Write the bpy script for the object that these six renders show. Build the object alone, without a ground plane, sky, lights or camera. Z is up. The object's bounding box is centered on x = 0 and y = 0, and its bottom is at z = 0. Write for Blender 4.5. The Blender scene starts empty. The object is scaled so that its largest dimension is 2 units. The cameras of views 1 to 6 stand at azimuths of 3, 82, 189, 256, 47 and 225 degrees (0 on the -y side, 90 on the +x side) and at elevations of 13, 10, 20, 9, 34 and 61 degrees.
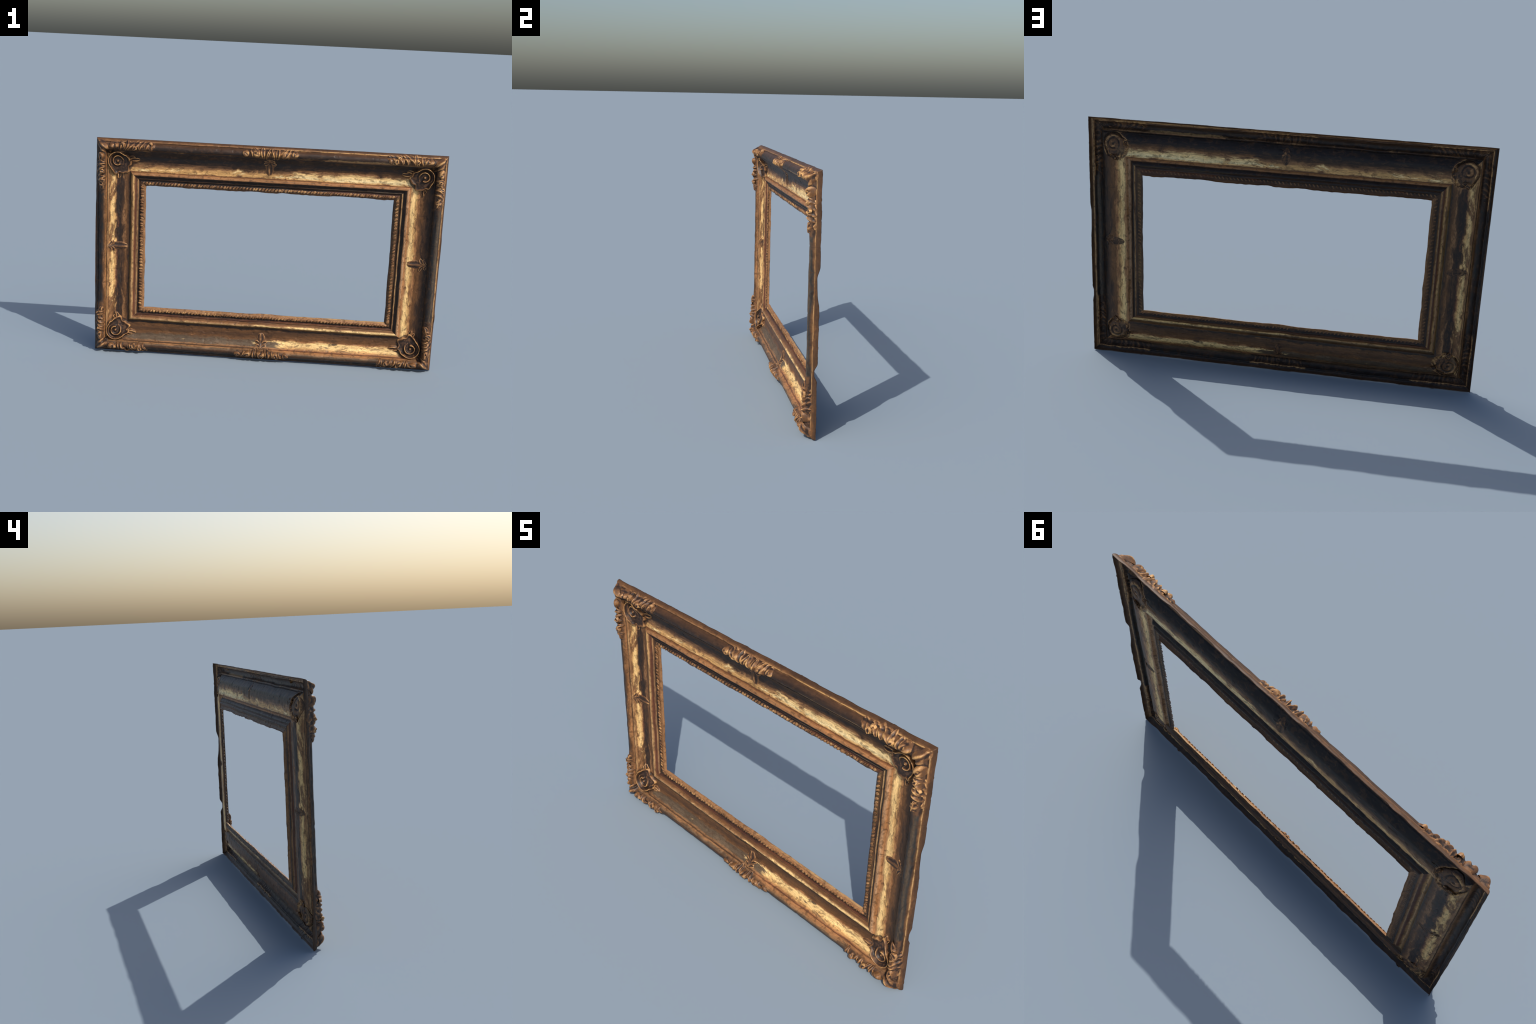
"""Antique carved and gilded picture frame: a hollow moulded shell (outer roll, wide cove,
stepped inner moulding, beaded sight edge) with scroll rosettes and acanthus in the corners,
acanthus crests at the middle of the long rails and small lily buds in the coves."""
import bpy, math
import numpy as np

HX, HZ = 1.0, 1.268            # half width, full height
WIN = 0.2865                   # width of the moulding on the uprights
KW, KZ = 0.080, 0.9235         # the long rails are narrower from the cove inwards
THICK = 0.0022                 # thickness of the shell
rng = np.random.default_rng(11)

# ------------------------------------------------------------------ small numpy noise
def _hash(ix, iy, iz, seed):
    n = (ix * 374761393 + iy * 668265263 + iz * 2147483647 + seed * 144665) & 0xFFFFFFFF
    n = ((n ^ (n >> 13)) * 1274126177) & 0xFFFFFFFF
    n = n ^ (n >> 16)
    return (n & 0xFFFF) / 32767.5 - 1.0

def vnoise(x, y, z, seed=0):
    x, y, z = np.broadcast_arrays(*[np.asarray(a, float) for a in (x, y, z)])
    fx, fy, fz = np.floor(x), np.floor(y), np.floor(z)
    ix, iy, iz = fx.astype(np.int64), fy.astype(np.int64), fz.astype(np.int64)
    s = lambda t: t * t * (3 - 2 * t)
    tx, ty, tz = s(x - fx), s(y - fy), s(z - fz)
    out = 0
    for a in (0, 1):
        for b in (0, 1):
            for c in (0, 1):
                wgt = (tx if a else 1 - tx) * (ty if b else 1 - ty) * (tz if c else 1 - tz)
                out = out + wgt * _hash(ix + a, iy + b, iz + c, seed)
    return out

# ------------------------------------------------------------------ the moulding profile
# (distance in from the outer edge, depth y; the front is towards -y)
OUTER = [(0.000, .0215), (0.0025, .0100), (0.008, .001), (0.0135, -.0025), (0.0165, -.0035), (0.0195, -.0015),
         (0.0235, -.0095), (0.030, -.0185), (0.0385, -.0242), (0.047, -.0258), (0.055, -.0235), (0.0615, -.0160),
         (0.0655, -.0060), (0.0680, .0015)]
COVE = [(0.0680, .0015), (0.0705, .0005), (0.0730, .0030), (0.0750, .0065), (0.083, .0120), (0.095, .0175), (0.110, .0225),
        (0.130, .0265), (0.150, .0283), (0.170, .0287), (0.187, .0280), (0.1975, .0268)]
INNER = [(0.1975, .0268), (0.1995, .0228), (0.2035, .0168), (0.2090, .0135), (0.2150, .0120), (0.2200, .0135), (0.2245, .0180),
         (0.2300, .0240), (0.2360, .0285), (0.2385, .0265), (0.2420, .0260), (0.2450, .0290)]
SIGHT = [(0.2450, .0290), (0.2475, .0345), (0.2510, .0360), (0.2560, .0330), (0.2640, .0300), (0.2720, .0315),
         (0.2780, .0350), (0.2820, .0365), (0.2850, .0400), (WIN, .0450)]

def dense(pts, step=0.0022):
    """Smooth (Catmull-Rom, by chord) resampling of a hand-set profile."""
    p = np.array(pts); n = len(p)
    out = [p[0]]
    for i in range(n - 1):
        a = p[max(i - 1, 0)]; b = p[i]; c = p[i + 1]; d = p[min(i + 2, n - 1)]
        k = max(2, int(np.linalg.norm(c - b) / step) + 1)
        for t in np.linspace(0, 1, k + 1)[1:]:
            m1, m2 = (c - a) * .42, (d - b) * .42
            q = ((2*t**3 - 3*t*t + 1) * b + (t**3 - 2*t*t + t) * m1 + (-2*t**3 + 3*t*t) * c + (t**3 - t*t) * m2)
            out.append(q)
    out = np.array(out)
    out[:, 0] = np.maximum.accumulate(out[:, 0])
    return out

PARTS = [("roll_molding", dense(OUTER)), ("cove_molding", dense(COVE, .0028)), ("step_molding", dense(INNER)), ("sight_edge", dense(SIGHT))]
PROFILE = np.vstack([PARTS[0][1]] + [p[1][1:] for p in PARTS[1:]])

def to_w(q):
    """Distance in from the outer edge of a long rail -> place on the profile."""
    return np.where(q < KW, q, KW + (q - KW) / KZ)

def to_q(w):
    return np.where(w < KW, w, KW + (w - KW) * KZ)

def base_y(w):
    return np.interp(w, PROFILE[:, 0], PROFILE[:, 1])

# ------------------------------------------------------------------ ornament surfaces
# Every ornament is a domed patch described over the face of the frame. `reliefs` keeps what they
# raise, so that the hollow back of the shell is pressed out beneath them as in a cast ornament.
reliefs = []

def smooth01(t):
    t = np.clip(t, 0, 1); return t * t * (3 - 2 * t)

def lobe(base, tip, width, height, bend=0.0, groove=0.12, nu=19, nv=15, full=.6, crest=.32, seed=0, skirt=.0013):
    """Acanthus lobe from root to curled tip: local 2D points and heights (nu x nv).
    crest: side (-1..1) on which the bright ridge runs; the other half is scooped hollow."""
    base, tip = np.array(base, float), np.array(tip, float)
    ax = tip - base; L = np.linalg.norm(ax); ax /= L; nx = np.array([-ax[1], ax[0]])
    u = np.linspace(0, 1, nu)[:, None]; v = np.linspace(-1, 1, nv)[None, :]
    wid = (.42 + .58 * smooth01(u / full)) * np.sqrt(np.clip(1 - np.clip((u - full) / (1.004 - full), 0, 1) ** 2.2, 0, 1)) * np.sqrt(smooth01(u / .10))
    wid = .5 * width * wid * (1 + .06 * np.sin(u * 17 + seed)) + .0008
    side = bend * L * np.sin(np.pi * u)
    P = base + ax * (u * L)[..., None] + nx * (side + wid * v)[..., None]
    across = np.clip(1 - np.abs(v) ** 3, 0, 1) ** .6
    along = (.50 + .50 * smooth01(u / .65)) * np.clip(1 - np.clip((u - .72) / .285, 0, 1) ** 2.4, 0, 1) ** .6 * smooth01(u / .08) ** .6
    ridge = .46 + .54 * np.exp(-((v - crest) / .36) ** 2) - (groove * np.exp(-((v + .35 * np.sign(crest + .01)) / .25) ** 2))
    h = .92 * height * across * along * ridge * (1 + .07 * np.sin(11 * u + seed))
    h = np.where((np.abs(v) > .999) | (u < .001) | (u > .999), -skirt, h)
    return P, h

def cup(center, a, b, angle, height, hollow=.45, off=(.15, -.1), nr=11, nt=28, seed=0):
    """Curled cup: an oval bump with a hollow scooped out of it."""
    r = np.linspace(0, 1, nr)[:, None]; t = np.linspace(0, 2 * np.pi, nt)[None, :]
    R = 1 + .08 * np.sin(3 * t + seed)
    x, y = a * r * R * np.cos(t), b * r * R * np.sin(t)
    c, s = math.cos(angle), math.sin(angle)
    P = np.stack([center[0] + c * x - s * y, center[1] + s * x + c * y], -1)
    g = angle + .9 + .4 * math.sin(seed * 2.3)                   # the hollow is a slanting scoop
    hx, hy = x / a - off[0], y / b - off[1]
    d = np.hypot((hx * math.cos(g) + hy * math.sin(g)) / 1.7, (hy * math.cos(g) - hx * math.sin(g)) / .62)
    h = height * np.clip(1 - r ** 3.2, 0, 1) ** .7 - height * hollow * np.exp(-(d / .42) ** 2)
    h = np.where(r > .999, -.0013, h)
    return P, h

# ------------------------------------------------------------------ mesh helpers
def new_object(name, verts, faces, parent, mats, smooth=True, mat_idx=None):
    me = bpy.data.meshes.new(name)
    me.from_pydata([tuple(v) for v in verts], [], faces)
    for m in mats:
        me.materials.append(m)
    if mat_idx is not None:
        me.polygons.foreach_set("material_index", np.asarray(mat_idx, np.int32))
    if smooth:
        me.polygons.foreach_set("use_smooth", np.ones(len(me.polygons), bool))
    me.update()
    ob = bpy.data.objects.new(name, me)
    bpy.context.collection.objects.link(ob)
    ob.parent = parent
    return ob

def grid_faces(n, m, flip=False):
    f = []
    for i in range(n - 1):
        for j in range(m - 1):
            q = (i * m + j, (i + 1) * m + j, (i + 1) * m + j + 1, i * m + j + 1)
            f.append(q[::-1] if flip else q)
    return f

def orient_front(ob):
    """Make the faces look towards the front (-y) on the whole."""
    me = ob.data
    ny = sum(p.normal.y * p.area for p in me.polygons)
    if ny > 0:
        me.flip_normals()

LEAD = {"top": .0110, "right": .0035, "bottom": .0060, "left": .0040}
def lead(w, amount):
    """The step into the cove stands further forward on some rails than on others."""
    return amount * smooth01((w - .0625) / .006) * smooth01((.108 - w) / .034)

# carved ground that swells under the leaf clusters
def bed(p, q):
    low, far = np.minimum(p, q), np.maximum(p, q)
    return .0075 * smooth01((low - .010) / .016) * smooth01((.070 - low) / .022) * smooth01((.345 - far) / .10)

def crest_bed(p, w):
    return .0065 * smooth01((w - .010) / .016) * smooth01((.070 - w) / .022) * smooth01((.165 - np.abs(p)) / .09)

# a frame of reference for each ornament: local (p, q) -> world x, z
class Corner:
    def __init__(self, right, top, scale=1.0):
        self.r, self.t, self.k = right, top, scale
    def world(self, P):
        p, q = P[..., 0], P[..., 1]
        return (HX - p) * (1 if self.r else -1), (HZ - q) if self.t else q
    def depth(self, P):
        p, w = P[..., 0], to_w(P[..., 1])
        return base_y(np.minimum(p, w)) - bed(p, w) - lead(np.minimum(p, w), .5 * LEAD["top" if self.t else "bottom"]) * smooth01(np.abs(p - w) / .05)

class Side:
    """Middle of a rail: p runs along the rail from its middle, q inwards from the outer edge."""
    def __init__(self, rail, mid=0.0):
        self.rail, self.mid = rail, mid
    def world(self, P):
        p, q = P[..., 0] + self.mid, P[..., 1]
        if self.rail == "top":    return p, HZ - q
        if self.rail == "bottom": return p, q
        if self.rail == "right":  return HX - q, p
        return -HX + q, p
    def depth(self, P):
        if self.rail in ("top", "bottom"):
            w = to_w(P[..., 1])
            return base_y(w) - crest_bed(P[..., 0], w) - lead(w, LEAD[self.rail])
        return base_y(P[..., 1]) - lead(P[..., 1], LEAD[self.rail])

def patch_object(name, frame, P, h, parent, mats, press=.28, depth=None):
    x, z = frame.world(P)
    x, z = np.clip(x, -HX + .001, HX - .001), np.clip(z, .001, HZ - .001)
    d = frame.depth(P) if depth is None else depth
    wob = .0007 * vnoise(x * 90, 3.1, z * 90, 5)
    y = d - h + np.where(h > 0, wob, 0)
    n, m = h.shape
    ob = new_object(name, np.stack([x, y, z], -1).reshape(-1, 3), grid_faces(n, m), parent, mats)
    orient_front(ob)
    k = h.ravel() > .35 * h.max()
    reliefs.append((x.ravel()[k], z.ravel()[k], (y - frame.depth(P)).ravel()[k] * press))
    return ob

# ------------------------------------------------------------------ node helper
class Nodes:
    def __init__(self, name):
        self.mat = bpy.data.materials.new(name); self.mat.use_nodes = True
        self.t = self.mat.node_tree; self.t.nodes.clear()
    def n(self, kind, **kw):
        nd = self.t.nodes.new(kind)
        for k, v in kw.items(): setattr(nd, k, v)
        return nd
    def put(self, sock, val):
        if isinstance(val, bpy.types.NodeSocket): self.t.links.new(val, sock)
        elif val is not None: sock.default_value = val
    def m(self, op, a, b=None, c=None, clamp=False):
        nd = self.n("ShaderNodeMath", operation=op, use_clamp=clamp)
        for s, v in zip(nd.inputs, (a, b, c)): self.put(s, v)
        return nd.outputs[0]
    def vec(self, x, y, z):
        nd = self.n("ShaderNodeCombineXYZ")
        for s, v in zip(nd.inputs, (x, y, z)): self.put(s, v)
        return nd.outputs[0]
    def noise(self, v, scale=1.0, detail=3.0, rough=.55, dist=0.0):
        nd = self.n("ShaderNodeTexNoise")
        self.put(nd.inputs["Vector"], v); nd.inputs["Scale"].default_value = scale
        nd.inputs["Detail"].default_value = detail; nd.inputs["Roughness"].default_value = rough
        nd.inputs["Distortion"].default_value = dist
        return nd.outputs["Fac"]
    def step(self, v, lo, hi, a=0.0, b=1.0):
        nd = self.n("ShaderNodeMapRange", interpolation_type="SMOOTHSTEP")
        self.put(nd.inputs["Value"], v)
        for k, val in zip(("From Min", "From Max", "To Min", "To Max"), (lo, hi, a, b)): self.put(nd.inputs[k], val)
        return nd.outputs[0]
    def mix(self, f, a, b, kind="MIX"):
        nd = self.n("ShaderNodeMix", data_type="RGBA", blend_type=kind)
        self.put(nd.inputs[0], f); self.put(nd.inputs[6], a); self.put(nd.inputs[7], b)
        return nd.outputs[2]
    def ramp(self, f, stops):
        stops = sorted(stops, key=lambda a: a[0])
        if len(stops) > 30:                                     # a ramp holds 32 stops: use two
            h = len(stops) // 2
            return self.mix(self.m("GREATER_THAN", f, stops[h][0]), self.ramp(f, stops[:h + 1]), self.ramp(f, stops[h:]))
        nd = self.n("ShaderNodeValToRGB"); cr = nd.color_ramp
        cr.elements.remove(cr.elements[1])
        cr.elements[0].position, cr.elements[0].color = stops[0]
        for p, c in stops[1:]:
            cr.elements.new(p).color = c
        self.put(nd.inputs[0], f)
        return nd.outputs[0]

EXPO = .73
def tone(r, g, b):
    """sRGB 0-255 of a colour seen in front light -> linear base colour."""
    lin = [((c / 255 + .055) / 1.055) ** 2.4 if c > 10 else c / 255 / 12.92 for c in (r, g, b)]
    gain = (EXPO, .975 * EXPO, .95 * EXPO)
    return tuple(min(.9, l * k) for l, k in zip(lin, gain)) + (1.0,)

# palette of the frame; darkest and brightest tones hold its baked shade and highlights
BLACK_BROWN   = tone(47, 38, 34);   SLATE  = tone(58, 56, 54);   UMBER  = tone(58, 42, 32);   EARTH = tone(92, 64, 42)
BOLE   = tone(104, 62, 42);  BRONZE = tone(126, 86, 50);  OLIVE  = tone(126, 98, 60);  TAN   = tone(168, 122, 80)
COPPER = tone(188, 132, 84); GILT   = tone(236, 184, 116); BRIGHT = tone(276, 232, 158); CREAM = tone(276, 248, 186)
STRAW  = tone(206, 164, 112); GREY  = tone(108, 90, 70);  ROSE   = tone(206, 164, 124)

RAMPS = {   # colour across the moulding, mm from the outer edge: cove light and shade painted per rail, strong / dull
 "top": ([(0, EARTH), (6, EARTH), (10, BRONZE), (13, GILT), (17, TAN), (21, EARTH), (40, UMBER), (52, UMBER), (59, STRAW), (65, TAN), (69, BLACK_BROWN), (98, BLACK_BROWN), (116, UMBER),
          (134, BRONZE), (146, TAN), (158, BRIGHT), (184, CREAM), (194, GILT), (197, BOLE), (203, COPPER), (216, COPPER), (221, BLACK_BROWN), (237, BLACK_BROWN), (241, GREY), (247, UMBER), (262, BOLE), (280, EARTH), (287, BRONZE)],
         [(0, EARTH), (9, BRONZE), (13, TAN), (17, EARTH), (24, EARTH), (40, UMBER), (56, BLACK_BROWN), (62, EARTH), (68, BLACK_BROWN), (95, BLACK_BROWN), (112, BLACK_BROWN), (128, UMBER),
          (142, EARTH), (160, TAN), (176, GILT), (193, GILT), (197, BOLE), (203, TAN), (216, COPPER), (221, BLACK_BROWN), (238, BLACK_BROWN), (242, EARTH), (248, BLACK_BROWN), (264, UMBER), (287, BRONZE)]),
 "bottom": ([(0, EARTH), (10, UMBER), (16, BLACK_BROWN), (28, SLATE), (38, EARTH), (50, GREY), (60, TAN), (67, COPPER), (72, BOLE), (76, COPPER), (84, GILT), (96, BRIGHT), (116, BRIGHT), (126, COPPER),
          (134, BRONZE), (180, EARTH), (187, UMBER), (194, BLACK_BROWN), (199, BRONZE), (208, OLIVE), (213, BRIGHT), (220, BRIGHT), (223, STRAW), (227, BRONZE), (238, BRONZE), (246, BOLE), (250, UMBER), (262, UMBER), (270, COPPER), (280, TAN), (287, STRAW)],
         [(0, EARTH), (10, UMBER), (16, BLACK_BROWN), (28, BLACK_BROWN), (40, UMBER), (52, EARTH), (60, GREY), (67, TAN), (72, UMBER), (77, TAN), (84, GREY), (112, GREY), (126, BRONZE),
          (150, EARTH), (182, BRONZE), (187, UMBER), (194, BLACK_BROWN), (199, EARTH), (208, OLIVE), (214, STRAW), (221, TAN), (228, BRONZE), (240, BOLE), (250, BLACK_BROWN), (262, UMBER), (272, TAN), (287, TAN)]),
 "right": ([(0, EARTH), (6, EARTH), (10, BRONZE), (12, STRAW), (15, STRAW), (17, BRONZE), (20, SLATE), (34, GREY), (44, SLATE), (56, BLACK_BROWN), (66, BLACK_BROWN), (84, UMBER), (100, EARTH), (116, BRONZE), (134, BRONZE),
          (146, COPPER), (156, GILT), (170, BRIGHT), (182, BRIGHT), (190, STRAW), (197, COPPER), (208, ROSE), (214, TAN), (219, BLACK_BROWN), (234, BLACK_BROWN), (239, STRAW), (244, TAN), (247, BLACK_BROWN), (254, EARTH), (266, OLIVE), (280, EARTH), (287, EARTH)],
         [(0, EARTH), (9, BRONZE), (12, TAN), (15, TAN), (17, EARTH), (20, BLACK_BROWN), (36, SLATE), (50, BLACK_BROWN), (66, BLACK_BROWN), (88, BLACK_BROWN), (104, UMBER), (120, EARTH), (138, BRONZE),
          (152, TAN), (166, GILT), (180, BRIGHT), (190, TAN), (197, COPPER), (206, TAN), (214, TAN), (219, BLACK_BROWN), (235, BLACK_BROWN), (240, TAN), (246, BLACK_BROWN), (256, UMBER), (268, EARTH), (287, UMBER)]),
 "left": ([(0, UMBER), (6, EARTH), (10, BLACK_BROWN), (34, BLACK_BROWN), (42, UMBER), (50, EARTH), (58, TAN), (64, COPPER), (69, UMBER), (73, STRAW), (78, TAN), (84, GILT), (98, BRIGHT), (112, GILT), (120, TAN),
          (126, BOLE), (134, UMBER), (148, EARTH), (158, TAN), (170, TAN), (180, BRONZE), (192, EARTH), (196, BLACK_BROWN), (201, OLIVE), (211, OLIVE), (217, GILT), (222, STRAW), (227, BOLE), (234, BOLE), (239, ROSE), (244, TAN)],
         [(0, EARTH), (6, UMBER), (10, BLACK_BROWN), (36, BLACK_BROWN), (46, SLATE), (54, EARTH), (60, BRONZE), (66, TAN), (69, UMBER), (74, TAN), (82, BRONZE), (94, TAN), (108, BRONZE), (118, UMBER),
          (134, BLACK_BROWN), (150, UMBER), (162, EARTH), (176, BRONZE), (192, UMBER), (196, BLACK_BROWN), (202, OLIVE), (212, TAN), (217, STRAW), (223, TAN), (228, BOLE), (234, BOLE), (240, STRAW), (244, TAN)]),
}
LEFT_SIGHT = [(244, TAN), (248, BLACK_BROWN), (258, UMBER), (266, EARTH), (274, BRONZE), (281, TAN), (287, TAN)]

def finish(N, col, bump_src, rough=.58, bump=.25, dist=.0012):
    bs = N.n("ShaderNodeBsdfPrincipled"); out = N.n("ShaderNodeOutputMaterial")
    N.put(bs.inputs["Base Color"], col)
    N.put(bs.inputs["Roughness"], rough)
    bs.inputs["Specular IOR Level"].default_value = .35
    b = N.n("ShaderNodeBump"); b.inputs["Strength"].default_value = bump; b.inputs["Distance"].default_value = dist
    N.put(b.inputs["Height"], bump_src)
    N.t.links.new(b.outputs[0], bs.inputs["Normal"])
    N.t.links.new(bs.outputs[0], out.inputs[0])
    return N.mat

ORN_DARK, ORN_MID, ORN_LIGHT = tone(60, 44, 36), tone(112, 80, 56), tone(204, 156, 102)

def ornament_color(N, pos, bright=0.0):
    """Bronze paint, tinted lighter on crests for highlights, darker in hollows for shade, mottled."""
    a = N.noise(pos, 26, 4, .6, .4); b = N.noise(pos, 95, 3, .6)
    f = N.m("ADD", N.m("MULTIPLY", a, .60), N.m("MULTIPLY", b, .40))
    geo = N.n("ShaderNodeNewGeometry")
    worn = N.step(geo.outputs["Pointiness"], .46, .56)  # convexity mask that puts the carving's crest highlights into the colour
    f = N.m("ADD", f, N.m("MULTIPLY", N.m("SUBTRACT", worn, .5), .62))
    f = N.m("ADD", f, bright)
    return N.ramp(f, [(.16, UMBER), (.28, ORN_DARK), (.40, ORN_MID), (.52, BRONZE), (.64, TAN), (.74, ORN_LIGHT), (.84, GILT)]), f

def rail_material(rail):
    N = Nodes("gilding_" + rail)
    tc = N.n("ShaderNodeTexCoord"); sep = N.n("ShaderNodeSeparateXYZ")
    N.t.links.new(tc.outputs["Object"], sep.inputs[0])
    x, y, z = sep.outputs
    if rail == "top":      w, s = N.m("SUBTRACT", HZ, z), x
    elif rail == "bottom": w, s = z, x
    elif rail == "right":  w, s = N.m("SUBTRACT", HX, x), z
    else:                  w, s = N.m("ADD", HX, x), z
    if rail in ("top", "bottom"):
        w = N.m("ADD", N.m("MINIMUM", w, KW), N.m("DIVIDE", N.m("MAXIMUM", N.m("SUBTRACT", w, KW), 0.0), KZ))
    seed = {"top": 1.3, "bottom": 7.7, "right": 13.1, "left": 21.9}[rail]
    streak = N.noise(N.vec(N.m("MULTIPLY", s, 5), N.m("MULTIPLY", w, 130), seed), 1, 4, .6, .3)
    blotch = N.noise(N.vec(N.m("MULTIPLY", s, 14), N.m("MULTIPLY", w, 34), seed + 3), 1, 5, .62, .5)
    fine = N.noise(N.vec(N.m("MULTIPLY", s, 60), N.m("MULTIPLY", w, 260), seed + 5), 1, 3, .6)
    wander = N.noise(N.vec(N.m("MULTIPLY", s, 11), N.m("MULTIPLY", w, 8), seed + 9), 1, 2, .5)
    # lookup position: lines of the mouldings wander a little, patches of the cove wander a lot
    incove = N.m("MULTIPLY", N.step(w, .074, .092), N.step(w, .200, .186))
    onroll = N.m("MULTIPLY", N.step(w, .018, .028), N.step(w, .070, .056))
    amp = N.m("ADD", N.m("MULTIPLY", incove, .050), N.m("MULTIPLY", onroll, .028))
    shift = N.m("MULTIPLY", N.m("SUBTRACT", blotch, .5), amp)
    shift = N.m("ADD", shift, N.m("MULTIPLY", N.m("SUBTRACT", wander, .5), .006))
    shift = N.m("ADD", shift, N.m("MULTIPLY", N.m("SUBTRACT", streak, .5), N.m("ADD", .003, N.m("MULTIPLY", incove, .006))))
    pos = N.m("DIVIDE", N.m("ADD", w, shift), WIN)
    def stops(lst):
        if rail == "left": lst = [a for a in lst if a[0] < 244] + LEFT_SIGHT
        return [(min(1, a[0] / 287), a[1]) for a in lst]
    whole = N.ramp(pos, stops(RAMPS[rail][0])); worn = N.ramp(pos, stops(RAMPS[rail][1]))  # brighter and duller ramp of the shading drawn across the profile
    # where the painted highlight is stronger along the rail
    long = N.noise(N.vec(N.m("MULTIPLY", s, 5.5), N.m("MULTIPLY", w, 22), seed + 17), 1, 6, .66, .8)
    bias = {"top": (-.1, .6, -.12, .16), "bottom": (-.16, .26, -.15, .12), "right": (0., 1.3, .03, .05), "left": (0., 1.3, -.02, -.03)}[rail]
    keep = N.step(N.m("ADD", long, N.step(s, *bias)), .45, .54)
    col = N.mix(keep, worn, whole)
    # brown glaze left in mottles over everything
    mott = N.noise(N.vec(N.m("MULTIPLY", s, 32), N.m("MULTIPLY", w, 60), seed + 23), 1, 5, .68, .7)
    col = N.mix(N.m("MULTIPLY", N.step(mott, .50, .62), .62), col, EARTH)
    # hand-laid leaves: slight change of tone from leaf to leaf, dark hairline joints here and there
    vor = N.n("ShaderNodeTexVoronoi", voronoi_dimensions="2D", feature="F1")
    N.put(vor.inputs["Vector"], N.vec(N.m("MULTIPLY", s, 9.5), N.m("MULTIPLY", w, 7), 0)); vor.inputs["Scale"].default_value = 1
    sv = N.n("ShaderNodeSeparateColor"); N.t.links.new(vor.outputs["Color"], sv.inputs[0])
    leaf = N.m("ADD", .88, N.m("MULTIPLY", sv.outputs[0], .24))
    val = N.m("MULTIPLY", leaf, N.step(fine, .25, .8, .82, 1.2))
    val = N.m("MULTIPLY", val, N.step(streak, .28, .72, .82, 1.18))
    edge = N.n("ShaderNodeTexVoronoi", voronoi_dimensions="1D", feature="DISTANCE_TO_EDGE")
    N.put(edge.inputs["W"], N.m("ADD", N.m("MULTIPLY", s, 6.3), N.m("ADD", N.m("MULTIPLY", blotch, .10), seed))); edge.inputs["Scale"].default_value = 1
    crack = N.m("MULTIPLY", N.step(edge.outputs["Distance"], .006, .002), N.step(long, .47, .55))
    val = N.m("MULTIPLY", val, N.m("SUBTRACT", 1, N.m("MULTIPLY", crack, .55)))
    cc = N.n("ShaderNodeCombineColor")
    for i in range(3): N.put(cc.inputs[i], val)
    col = N.mix(1.0, col, cc.outputs[0], "MULTIPLY")
    rope = N.m("SINE", N.m("MULTIPLY", N.m("ADD", s, N.m("MULTIPLY", N.m("SUBTRACT", w, .266), .5)), 2 * math.pi / .0188))
    rope = N.m("MULTIPLY", N.step(rope, .0, .8), N.m("MULTIPLY", N.step(w, .256, .260), N.step(w, .274, .270)))
    col = N.mix(N.m("MULTIPLY", rope, N.step(mott, .62, .42, 0, .8)), col, TAN)
    # the bronze paint of the carved pieces also covers the shell they are pressed from
    ax = N.m("ABSOLUTE", x); mz = N.m("MINIMUM", z, N.m("SUBTRACT", HZ, z)); px = N.m("SUBTRACT", HX, ax)
    dx, dz = N.m("SUBTRACT", px, .140), N.m("SUBTRACT", mz, .138)
    rad = N.m("SQRT", N.m("ADD", N.m("MULTIPLY", dx, dx), N.m("MULTIPLY", dz, dz)))
    rad = N.m("ADD", rad, N.m("MULTIPLY", N.m("SUBTRACT", blotch, .5), .03))
    m1 = N.step(rad, .074, .066)
    low = N.m("MINIMUM", px, mz); far = N.m("MAXIMUM", px, mz)
    m2 = N.m("MULTIPLY", N.m("MULTIPLY", N.step(low, .012, .018), N.step(low, .066, .058)), N.step(N.m("ADD", far, N.m("MULTIPLY", blotch, .06)), .345, .325))
    m3 = 0.0
    if rail in ("top", "bottom"):
        m3 = N.m("MULTIPLY", N.m("MULTIPLY", N.step(w, .012, .018), N.step(w, .066, .058)), N.step(N.m("ABSOLUTE", s), .155, .14))
    mid, half = {"top": (-.002, .046), "bottom": (-.004, .042), "left": (.640, .054), "right": (.634, .052)}[rail]
    lx = N.m("DIVIDE", N.m("SUBTRACT", s, mid), .021); lw = N.m("DIVIDE", N.m("SUBTRACT", w, .080 + half), half)
    lily_d = N.m("ADD", N.m("MULTIPLY", lx, lx), N.m("MULTIPLY", lw, lw))
    m1 = N.m("MAXIMUM", m1, N.step(lily_d, 1.05, .85))
    orn, of = ornament_color(N, tc.outputs["Object"], -.06)
    mask = N.m("MAXIMUM", N.m("MAXIMUM", m1, m2), m3)
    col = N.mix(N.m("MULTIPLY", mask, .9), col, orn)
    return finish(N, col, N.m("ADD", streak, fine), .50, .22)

def ornament_material(name, bright=0.0):
    N = Nodes(name); tc = N.n("ShaderNodeTexCoord")
    if name == "bead_bronze":                                 # some stretches paler, some dark
        bright = N.m("ADD", bright, N.m("MULTIPLY", N.m("SUBTRACT", N.noise(tc.outputs["Object"], 11, 3, .6), .5), .7))
    col, f = ornament_color(N, tc.outputs["Object"], bright)
    fine = N.noise(tc.outputs["Object"], 240, 3, .6)
    return finish(N, col, N.m("ADD", fine, f), .48, .3, .001)

RAILS = ["top", "right", "bottom", "left"]
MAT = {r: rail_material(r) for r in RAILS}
M_LEAF = ornament_material("crest_lit_bronze", -.12)
M_LEAF_BRIGHT = ornament_material("highlight_tinted_bronze", -.02)  # paler leaf colour, used on the top crest and the top-right corner
M_ROSE = ornament_material("rosette_bronze", -.06)
M_BEAD = ornament_material("bead_bronze", -.19)

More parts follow.
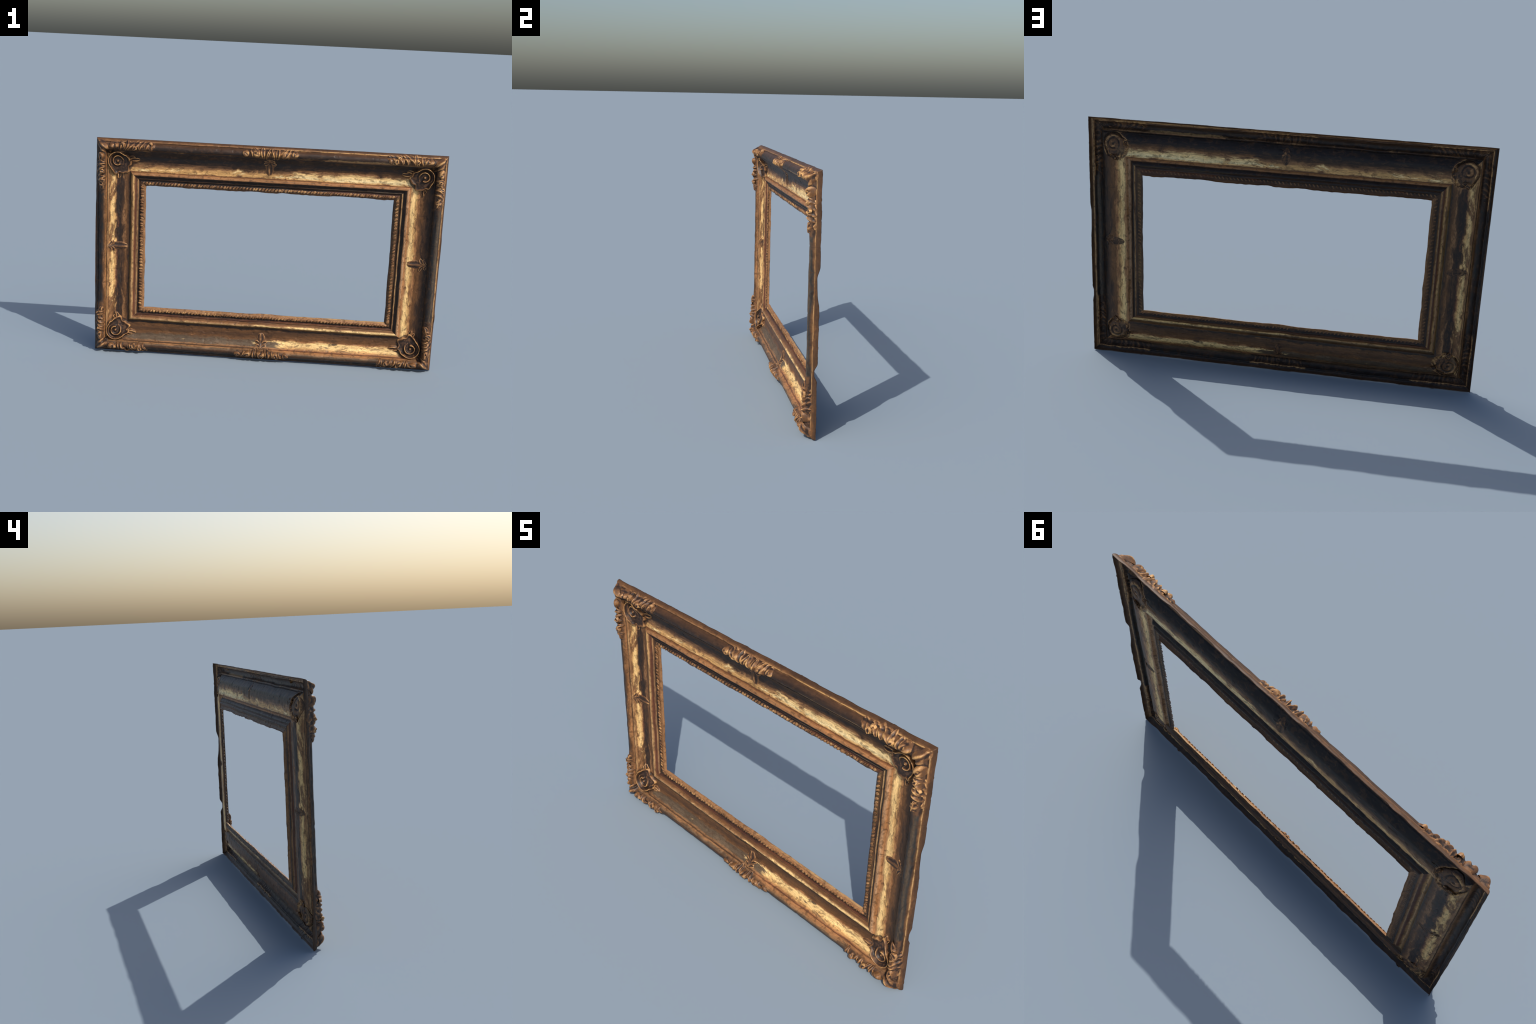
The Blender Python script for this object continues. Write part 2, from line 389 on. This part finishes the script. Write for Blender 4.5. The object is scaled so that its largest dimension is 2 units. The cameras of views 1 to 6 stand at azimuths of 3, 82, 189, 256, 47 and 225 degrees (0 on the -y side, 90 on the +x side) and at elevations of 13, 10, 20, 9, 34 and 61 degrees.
# ------------------------------------------------------------------ assemble
frame = bpy.data.objects.new("picture_frame", None)
bpy.context.collection.objects.link(frame)
frame["label"] = "antique gilded wooden picture frame with carved corner rosettes"
frame["category"] = "picture frame"

# ---- corners: rosette plus acanthus along both outer edges
def rosette(corner, name, seed):
    c0 = np.array([.126, .128])
    nr, nt = 46, 96
    r = np.linspace(0, 1, nr)[:, None]; t = np.linspace(0, 2 * np.pi, nt)[None, :]
    diag = np.cos(t - np.pi / 4)                               # 1 towards the picture, -1 towards the corner
    inward = smooth01((diag + .15) / 1.1)
    R = .058 + .024 * inward
    lobes = inward * (.0075 * np.sin(6.5 * t + seed) + .003 * np.sin(13 * t + 2 * seed)) * smooth01((r - .55) / .35)
    rho = r * (R + lobes)                                      # true distance from the button
    P = np.stack([c0[0] + rho * np.cos(t), c0[1] + rho * np.sin(t)], -1)
    base = corner.depth(P)
    rimpt = np.stack([c0[0] + .93 * R * np.cos(t), c0[1] + .93 * R * np.sin(t)], -1)
    y_rim = -.0170 * (1 - inward) + (corner.depth(rimpt) - .0150) * inward
    floor = .0065 * (1 - inward * r) + (corner.depth(P) - .0085) * inward * r
    turn = ((t - np.pi * .30 + .3 * math.sin(seed)) % (2 * np.pi)) / (2 * np.pi)
    ring = .021 + .013 * turn                                   # spiral scroll round the button
    scroll = np.exp(-((rho - ring) / .0056) ** 2) * (1 - .9 * smooth01((turn - .74) / .2)) * smooth01(turn / .06)
    y = floor + (-.0060 - floor) * scroll
    y = y + (-.0090 - y) * .45 * np.exp(-((rho - ring - .017) / .004) ** 2) * smooth01((diag * -1 + .1) / .5)   # a second, lower fold
    y = y + (y_rim - y) * np.exp(-((r - .89) / .095) ** 2)
    y = y + (-.0030 - y) * np.clip(1 - (rho / .0085) ** 2, 0, 1) ** .5
    y = y + .0030 * np.sin(6.5 * t + seed + 1.2) * smooth01((r - .62) / .25) * inward
    y = np.minimum(y, base - .001)
    skirt = smooth01((r - .95) / .05)
    y = y * (1 - skirt) + (base + .0013) * skirt
    return patch_object(name, corner, P, base - y, frame, [M_ROSE], press=.5)

ACANTHUS = [  # (root, tip, width, height, bend) in corner coordinates (along the edge, in from the edge)
    ((.167, .064), (.184, .008), .034, .0155, .10),
    ((.182, .064), (.226, .008), .033, .0170, -.16),
    ((.228, .062), (.256, .007), .034, .0145, -.12),
    ((.256, .062), (.287, .007), .033, .0120, -.14),
    ((.285, .062), (.314, .008), .033, .0100, -.10),
    ((.318, .062), (.340, .012), .036, .0085, -.12)]
UPRIGHT = [
    ((.064, .140), (.009, .150), .031, .0155, .06),
    ((.065, .160), (.009, .190), .034, .0160, .14),
    ((.065, .188), (.009, .216), .034, .0140, .14),
    ((.065, .214), (.010, .240), .033, .0120, .10),
    ((.066, .262), (.012, .246), .034, .0100, -.10),
    ((.040, .236), (.054, .294), .032, .0090, .06)]

corners = [(True, True, "TR"), (False, True, "TL"), (True, False, "BR"), (False, False, "BL")]
for ci, (rt, tp, _) in enumerate(corners):
    C = Corner(rt, tp)
    ros = rosette(C, "rosette", [.4, 2.1, 3.9, 5.2][ci])
    k = 1.0 if tp else .93
    mat = M_LEAF_BRIGHT if (rt and tp) else M_LEAF
    j = lambda s=.0022: rng.normal(0, s, 2)
    # broad leaf on the mitre
    P, h = lobe((.086, .086), np.array((.012, .010)) + abs(j()), .050, .0200, 0, .20, 21, 17, .55, .30, ci)
    patch_object("acanthus_leaf", C, P, h, ros, [mat])
    # curled cups each side of it
    P, h = cup(np.array((.110, .034)) + j(), .028, .022, .1, .0185, .5, (.15, .0), seed=ci)
    patch_object("scroll_cup", C, P, h, ros, [mat])
    P, h = cup(np.array((.036, .103)) + j(), .0215, .025, .1, .0185, .5, (.0, .1), seed=ci + 2)
    patch_object("scroll_cup", C, P, h, ros, [mat])
    P, h = lobe((.140, .066), (.146, .010), .031, .0150, .06, .12, seed=ci)
    patch_object("acanthus_leaf", C, P, h, ros, [mat])
    for lst in (ACANTHUS, UPRIGHT):
        for i, (a, b, wd, ht, bd) in enumerate(lst):
            a, b = np.array(a) + j(.0022), np.array(b) + j(.0032)
            if lst is ACANTHUS: a[0] *= k; b[0] *= k
            else: a[1] *= k; b[1] *= k
            P, h = lobe(a, b, wd * rng.uniform(.82, 1.18), ht * rng.uniform(.82, 1.2), bd + rng.normal(0, .05), .16, crest=(.34 if lst is ACANTHUS else -.34), seed=i * 1.7 + ci)
            patch_object("acanthus_leaf", C, P, h, ros, [mat])
    for i in range(5):                                         # small curls lying over the big leaves
        along = rng.uniform(.15, .32) if i < 3 else rng.uniform(.14, .26)
        c, ang = np.array((along * k, rng.uniform(.026, .050))), rng.uniform(-.9, .9)
        d = np.array((math.sin(ang), -math.cos(ang))) * rng.uniform(.011, .017)
        a, b = c - d, c + d
        if i >= 3: a, b = a[::-1], b[::-1]
        P, h = lobe(a, b, rng.uniform(.021, .028), .0080, rng.normal(0, .15), .2, 13, 11, .6, rng.choice((-.35, .35)), seed=i + ci, skirt=.011)
        patch_object("leaf_curl", C, P, h, ros, [mat], press=0, depth=C.depth((a + b)[None, None] / 2) - .0105 * (1 - smooth01((along - .18) / .16) * .55) + 0 * h)
    # small leaves escaping from the lip of the rosette into the coves
    for a, b, wd, ht, bd in [((.180, .108), (.251, .119), .032, .0135, .12), ((.180, .128), (.226, .106), .028, .0125, -.15),
                             ((.120, .178), (.126, .236), .032, .0125, -.12), ((.150, .180), (.106, .214), .026, .0115, .12)]:
        P, h = lobe(np.array(a) + j(.002), np.array(b) + j(.003), wd, ht, bd, .2, full=.4, crest=.2, seed=ci + wd)
        patch_object("tendril_leaf", C, P, h, ros, [M_ROSE])

# ---- crests in the middle of the long rails
def crest(rail, mat, seed):
    S = Side(rail, 0.0)
    P, h = lobe((.022, .074), (.001, .008), .021, .0205, .06, .1, 19, 13, .6, .1, seed)
    root = patch_object("crest_shell", S, P, h, frame, [mat])
    P, h = lobe((-.022, .073), (-.001, .009), .021, .0195, -.06, .1, 19, 13, .6, -.1, seed)
    patch_object("crest_shell", S, P, h, root, [mat])
    for sg in (1, -1):
        n = lambda v: rng.normal(0, v, 2)
        P, h = lobe(np.array((.036 * sg, .073)) + n(.002), np.array((.046 * sg, .009)) + n(.003), .031, .0190 * rng.uniform(.85, 1.1), .05 * sg, .22, 19, 15, .6, .34 * sg, seed + sg)
        patch_object("acanthus_leaf", S, P, h, root, [mat])
        P, h = cup(np.array((.083 * sg, .038)) + n(.003), .022, .026, .5 * sg, .0145, .5, (.2 * sg, -.1), seed=seed + sg)
        patch_object("scroll_cup", S, P, h, root, [mat])
        P, h = lobe(np.array((.068 * sg, .066)) + n(.003), np.array((.094 * sg, .011)) + n(.003), .021, .0180 * rng.uniform(.85, 1.1), -.16 * sg, .15, 19, 13, .6, .3 * sg, seed + sg)
        patch_object("acanthus_leaf", S, P, h, root, [mat])
        P, h = lobe(np.array((.102 * sg, .064)) + n(.003), np.array((.116 * sg, .014)) + n(.003), .027, .0120 * rng.uniform(.85, 1.2), -.12 * sg, .2, 17, 13, .6, .3 * sg, seed + sg)
        patch_object("acanthus_leaf", S, P, h, root, [mat])
        P, h = cup(np.array((.142 * sg, .038)) + n(.003), .019, .019, .3 * sg, .0105, .45, (-.2 * sg, .1), seed=seed - sg)
        patch_object("scroll_cup", S, P, h, root, [mat])
    if rail == "bottom":
        P, h = cup((0, .044), .024, .019, 0, .0195, .55, (.0, .3), seed=1)
        patch_object("crest_flower", S, P, h, root, [mat])
    return root
crest("top", M_LEAF_BRIGHT, 2.0)
crest("bottom", M_LEAF, 4.4)

# ---- lily buds lying in the coves
def lily(rail, mid, tip, seed):
    S = Side(rail, mid)
    P, h = lobe((0, .072), (-.001, tip), .050, .0088, 0, .12, 21, 17, .50, .15, seed)
    root = patch_object("lily_bud", S, P, h, frame, [M_ROSE], press=.6)
    for sg in (1, -1):
        for a, b, wd, ht, bd in [((.004, .080), (.038, .112), .028, .0075, .22), ((.002, .074), (.032, .090), .024, .0065, .2)]:
            P, h = lobe(np.array(a) * (sg, 1), np.array(b) * (sg, 1) + rng.normal(0, .003, 2), wd * rng.uniform(.8, 1.1), ht, bd * sg, .12, 15, 11, .55, .25 * sg, seed=seed + sg)
            patch_object("lily_petal", S, P, h, root, [M_ROSE], press=.6)
lily("top", -.002, .170, 1)
lily("bottom", -.004, .162, 2)
lily("left", .640, .190, 3)
lily("right", .634, .186, 4)

# ---- the hollow shell ------------------------------------------------------------
W = PROFILE[:, 0]
nw = len(W)
starts = [0]
cols_in, cols_out, cols_rail = [], [], []
def rail_cols(a_out, b_out, a_in, b_in, n, idx):
    for t in np.arange(n) / n:
        cols_out.append(np.array(a_out) * (1 - t) + np.array(b_out) * t)
        cols_in.append(np.array(a_in) * (1 - t) + np.array(b_in) * t)
        cols_rail.append(idx)
xi, zb = HX - WIN, float(to_q(WIN)); zi = HZ - zb
NL, NS = 620, 400
rail_cols((-HX, HZ), (HX, HZ), (-xi, zi), (xi, zi), NL, 0)
rail_cols((HX, HZ), (HX, 0), (xi, zi), (xi, zb), NS, 1)
rail_cols((HX, 0), (-HX, 0), (xi, zb), (-xi, zb), NL, 2)
rail_cols((-HX, 0), (-HX, HZ), (-xi, zb), (-xi, zi), NS, 3)
O, I = np.array(cols_out), np.array(cols_in)
TX = (W / WIN)[None, :]; TZ = (to_q(W) / zb)[None, :]
XZ = np.stack([O[:, None, 0] * (1 - TX) + I[:, None, 0] * TX, O[:, None, 1] * (1 - TZ) + I[:, None, 1] * TZ], -1)   # columns x profile x (x, z)
X, Z = XZ[..., 0], XZ[..., 1]
nc = len(O)
Y = np.broadcast_to(PROFILE[:, 1], (nc, nw)).copy()
rails = np.array(cols_rail)[:, None]
WW = np.broadcast_to(W, (nc, nw))
# the roll stands prouder on the right than on the left
shift = .010 * smooth01((WW - .014) / .012) * smooth01((.069 - WW) / .030) * (rails == 1) * smooth01((np.minimum(Z, HZ - Z) - .05) / .2)
Y = base_y(WW + shift)
roll = np.exp(-((WW - .040) / .02) ** 2)
Y -= roll * np.where(rails == 1, .0005, np.where(rails == 3, -.0035, 0)) * smooth01((np.minimum(np.abs(Z), np.abs(HZ - Z)) - .05) / .2)
# the step into the cove stands further forward on some rails
Y -= lead(WW, np.array([LEAD[r] for r in RAILS])[rails]) * smooth01(np.abs((HX - np.abs(X)) - to_w(np.minimum(Z, HZ - Z))) / .05)
# old wood: everything wanders a little, the cove is uneven, the sight edge wavers
Y += .0011 * vnoise(X * 14, WW * 30, Z * 14, 1) + .0006 * vnoise(X * 45, WW * 60, Z * 45, 2)
Y += .0016 * smooth01((vnoise(X * 38, WW * 60, Z * 38, 12) - .42) / .18) - .0008 * smooth01((vnoise(X * 22, WW * 40, Z * 22, 13) - .40) / .25)
drift = .0021 * vnoise(X * 9, 0 * X, Z * 9, 3) * smooth01(WW / .02) + .0008 * vnoise(X * 40, WW * 50, Z * 40, 4) * smooth01(WW / .02)
lip = smooth01((WW - .268) / .018)
drift = drift + lip * (.0030 * vnoise(X * 13, 0 * X, Z * 13, 6) + .0015 * vnoise(X * 47, 0 * X, Z * 47, 7)) * np.where(rails == 2, .35, np.where(rails == 0, 1.0, .55))
inward = np.stack([np.where(rails == 1, -1, np.where(rails == 3, 1, 0)), np.where(rails == 0, -1, np.where(rails == 2, 1, 0))], -1)
mit = np.abs((HX - np.abs(X)) - to_w(np.minimum(Z, HZ - Z)))       # distance from a mitre line
drift = drift * smooth01(mit / .03)
X = X + inward[..., 0] * drift; Z = Z + inward[..., 1] * drift
# torn back edge of the outer return
def ragged(s, rail):
    n = vnoise(s * 7, 2.0 + rail, 0, 9); n2 = vnoise(s * 23, 5.0 + rail, 0, 9)
    lim = [.0190, .0195, .0170, .0130][rail] + .0025 * n2
    if rail == 1:
        lim = lim - .012 * smooth01((.095 - np.abs(s - .735)) / .06) - .013 * smooth01((.045 - np.abs(s - .325)) / .035)
    elif rail == 3:
        lim = lim - .0075 * smooth01((.30 - np.abs(s - .64)) / .08) + .006 * smooth01((np.abs(s - .634) - .45) / .1)
    else:
        lim = lim - .003 * smooth01((n - .2) / .2)
    return lim
for r in range(4):
    sel = (rails[:, 0] == r)
    s = O[sel, 1] if r in (1, 3) else O[sel, 0]
    lim = ragged(s, r)[:, None]
    sub = Y[sel]; outerpart = WW[sel] < .012
    Y[sel] = np.where(outerpart & (sub > lim), lim - (sub - lim) * .02, sub)
# press the ornaments out of the shell
edge_z = to_w(np.minimum(Z, HZ - Z))
Y -= .45 * (bed(HX - np.abs(X), edge_z) + np.where((rails == 0) | (rails == 2), crest_bed(X, edge_z), 0))
press = np.zeros_like(Y)
for rx, rz, rh in reliefs:
    m = .005
    near = np.argwhere((X > rx.min() - m) & (X < rx.max() + m) & (Z > rz.min() - m) & (Z < rz.max() + m))
    if not len(near): continue
    vx, vz = X[near[:, 0], near[:, 1]], Z[near[:, 0], near[:, 1]]
    d2 = (vx[:, None] - rx[None, :]) ** 2 + (vz[:, None] - rz[None, :]) ** 2
    wgt = 1 / (d2 + 1e-6) ** 2
    val = (wgt * rh).sum(1) / wgt.sum(1)
    val = val * smooth01((.0042 - np.sqrt(d2.min(1))) / .0030)
    cur = press[near[:, 0], near[:, 1]]
    press[near[:, 0], near[:, 1]] = np.minimum(cur, val)
Y += press

along = np.where((rails == 0) | (rails == 2), X, Z)
rope = np.sin(2 * np.pi * (along + .5 * (WW - .266)) / .0188)
Y -= .0016 * np.maximum(rope, -.3) * np.exp(-((WW - .2655) / .006) ** 2)
V = np.stack([X, Y, Z], -1)
du = np.roll(V, -1, 0) - np.roll(V, 1, 0)
dv = np.gradient(V, axis=1)
Nrm = np.cross(du, dv); Nrm /= np.linalg.norm(Nrm, axis=-1, keepdims=True) + 1e-12
sgn = np.sign((Nrm[..., 1]).sum()); Nrm *= sgn                       # towards the back (+y)
Nrm[..., 1] = np.maximum(Nrm[..., 1], .35); Nrm /= np.linalg.norm(Nrm, axis=-1, keepdims=True)
B = V + Nrm * THICK
B[:, 0] = V[:, 0] + np.stack([inward[:, 0, 0], 0 * inward[:, 0, 0] + .15, inward[:, 0, 1]], -1) * THICK

for A in (V, B):
    A[..., 0] = np.clip(A[..., 0], -HX, HX); A[..., 2] = np.clip(A[..., 2], 0, HZ)
i0 = 0
for pi, (name, prof) in enumerate(PARTS):
    i1 = i0 + len(prof) - 1
    k = i1 - i0 + 1
    vs = np.concatenate([V[:, i0:i1 + 1].reshape(-1, 3), B[:, i0:i1 + 1].reshape(-1, 3)])
    off = nc * k
    faces, mi = [], []
    for c in range(nc):
        d = (c + 1) % nc; r = cols_rail[c]
        for i in range(k - 1):
            a, b, e, f = c * k + i, d * k + i, d * k + i + 1, c * k + i + 1
            faces.append((a, b, e, f)); mi.append(r)
            faces.append((off + f, off + e, off + b, off + a)); mi.append(r)
        if pi == 0:
            faces.append((c * k, off + c * k, off + d * k, d * k)); mi.append(r)
        if pi == len(PARTS) - 1:
            faces.append((c * k + k - 1, d * k + k - 1, off + d * k + k - 1, off + c * k + k - 1)); mi.append(r)
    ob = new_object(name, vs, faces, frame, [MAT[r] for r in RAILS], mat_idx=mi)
    ny = sum(p.normal.y * p.area for p in list(ob.data.polygons)[0:2000:2])
    if ny > 0: ob.data.flip_normals()
    if name == "sight_edge": sight = ob
    i0 = i1

# ---- row of slanted beads along the sight edge
nu, nv = 9, 8
th = np.linspace(0, np.pi, nu)[:, None]; ph = np.linspace(0, 2 * np.pi, nv, endpoint=False)[None, :]
SPH = np.stack([np.cos(th) + 0 * ph, np.sin(th) * np.cos(ph), np.sin(th) * np.sin(ph)], -1).reshape(-1, 3)
SF = [(i * nv + j, (i + 1) * nv + j, (i + 1) * nv + (j + 1) % nv, i * nv + (j + 1) % nv) for i in range(nu - 1) for j in range(nv)]
bv, bf = [], []
wb = .2665
def bead_row(rail, length, mid, pitch, slant):
    n = int(length / pitch)
    for i in range(n):
        if rng.random() < .02: continue                       # lost beads
        s = (i + .5 - n / 2) * length / n + rng.normal(0, .0020)
        w = wb + rng.normal(0, .0007)
        a, b, c = .0108 * rng.uniform(.8, 1.1), .0068 * rng.uniform(.7, 1.25), .0042 * rng.uniform(.35, 1.1)
        ang = slant + rng.normal(0, .12)
        loc = SPH * (a, b, c); loc[:, 2] = np.where(loc[:, 2] < 0, loc[:, 2] * .2, loc[:, 2])                                  # long axis, short axis, height
        ca, sa = math.cos(ang), math.sin(ang)
        al = -sa * loc[:, 0] + ca * loc[:, 1]; acr = ca * loc[:, 0] + sa * loc[:, 1]
        S = Side(rail, mid)
        x, z = S.world(np.stack([s + al, to_q(w + acr) if rail in ('top', 'bottom') else w + acr], -1))
        y = base_y(w) - .0005 - loc[:, 2]
        o = len(bv) and sum(len(q) for q in bv)
        bv.append(np.stack([x, y, z], -1)); bf.extend([tuple(o + t for t in f) for f in SF])
bead_row("top", 2 * (HX - wb) - .03, 0, .0185, .62)
bead_row("bottom", 2 * (HX - wb) - .03, 0, .0190, -.62)
bead_row("right", HZ - 2 * float(to_q(wb)) - .03, HZ / 2, .0195, .60)
bead_row("left", HZ - 2 * float(to_q(wb)) - .03, HZ / 2, .0175, .30)
beads = new_object("beading", np.vstack(bv), bf, sight, [M_BEAD])
beads["kind"] = "stuff"
import bmesh
bm = bmesh.new(); bm.from_mesh(beads.data); bmesh.ops.recalc_face_normals(bm, faces=bm.faces); bm.to_mesh(beads.data); bm.free()
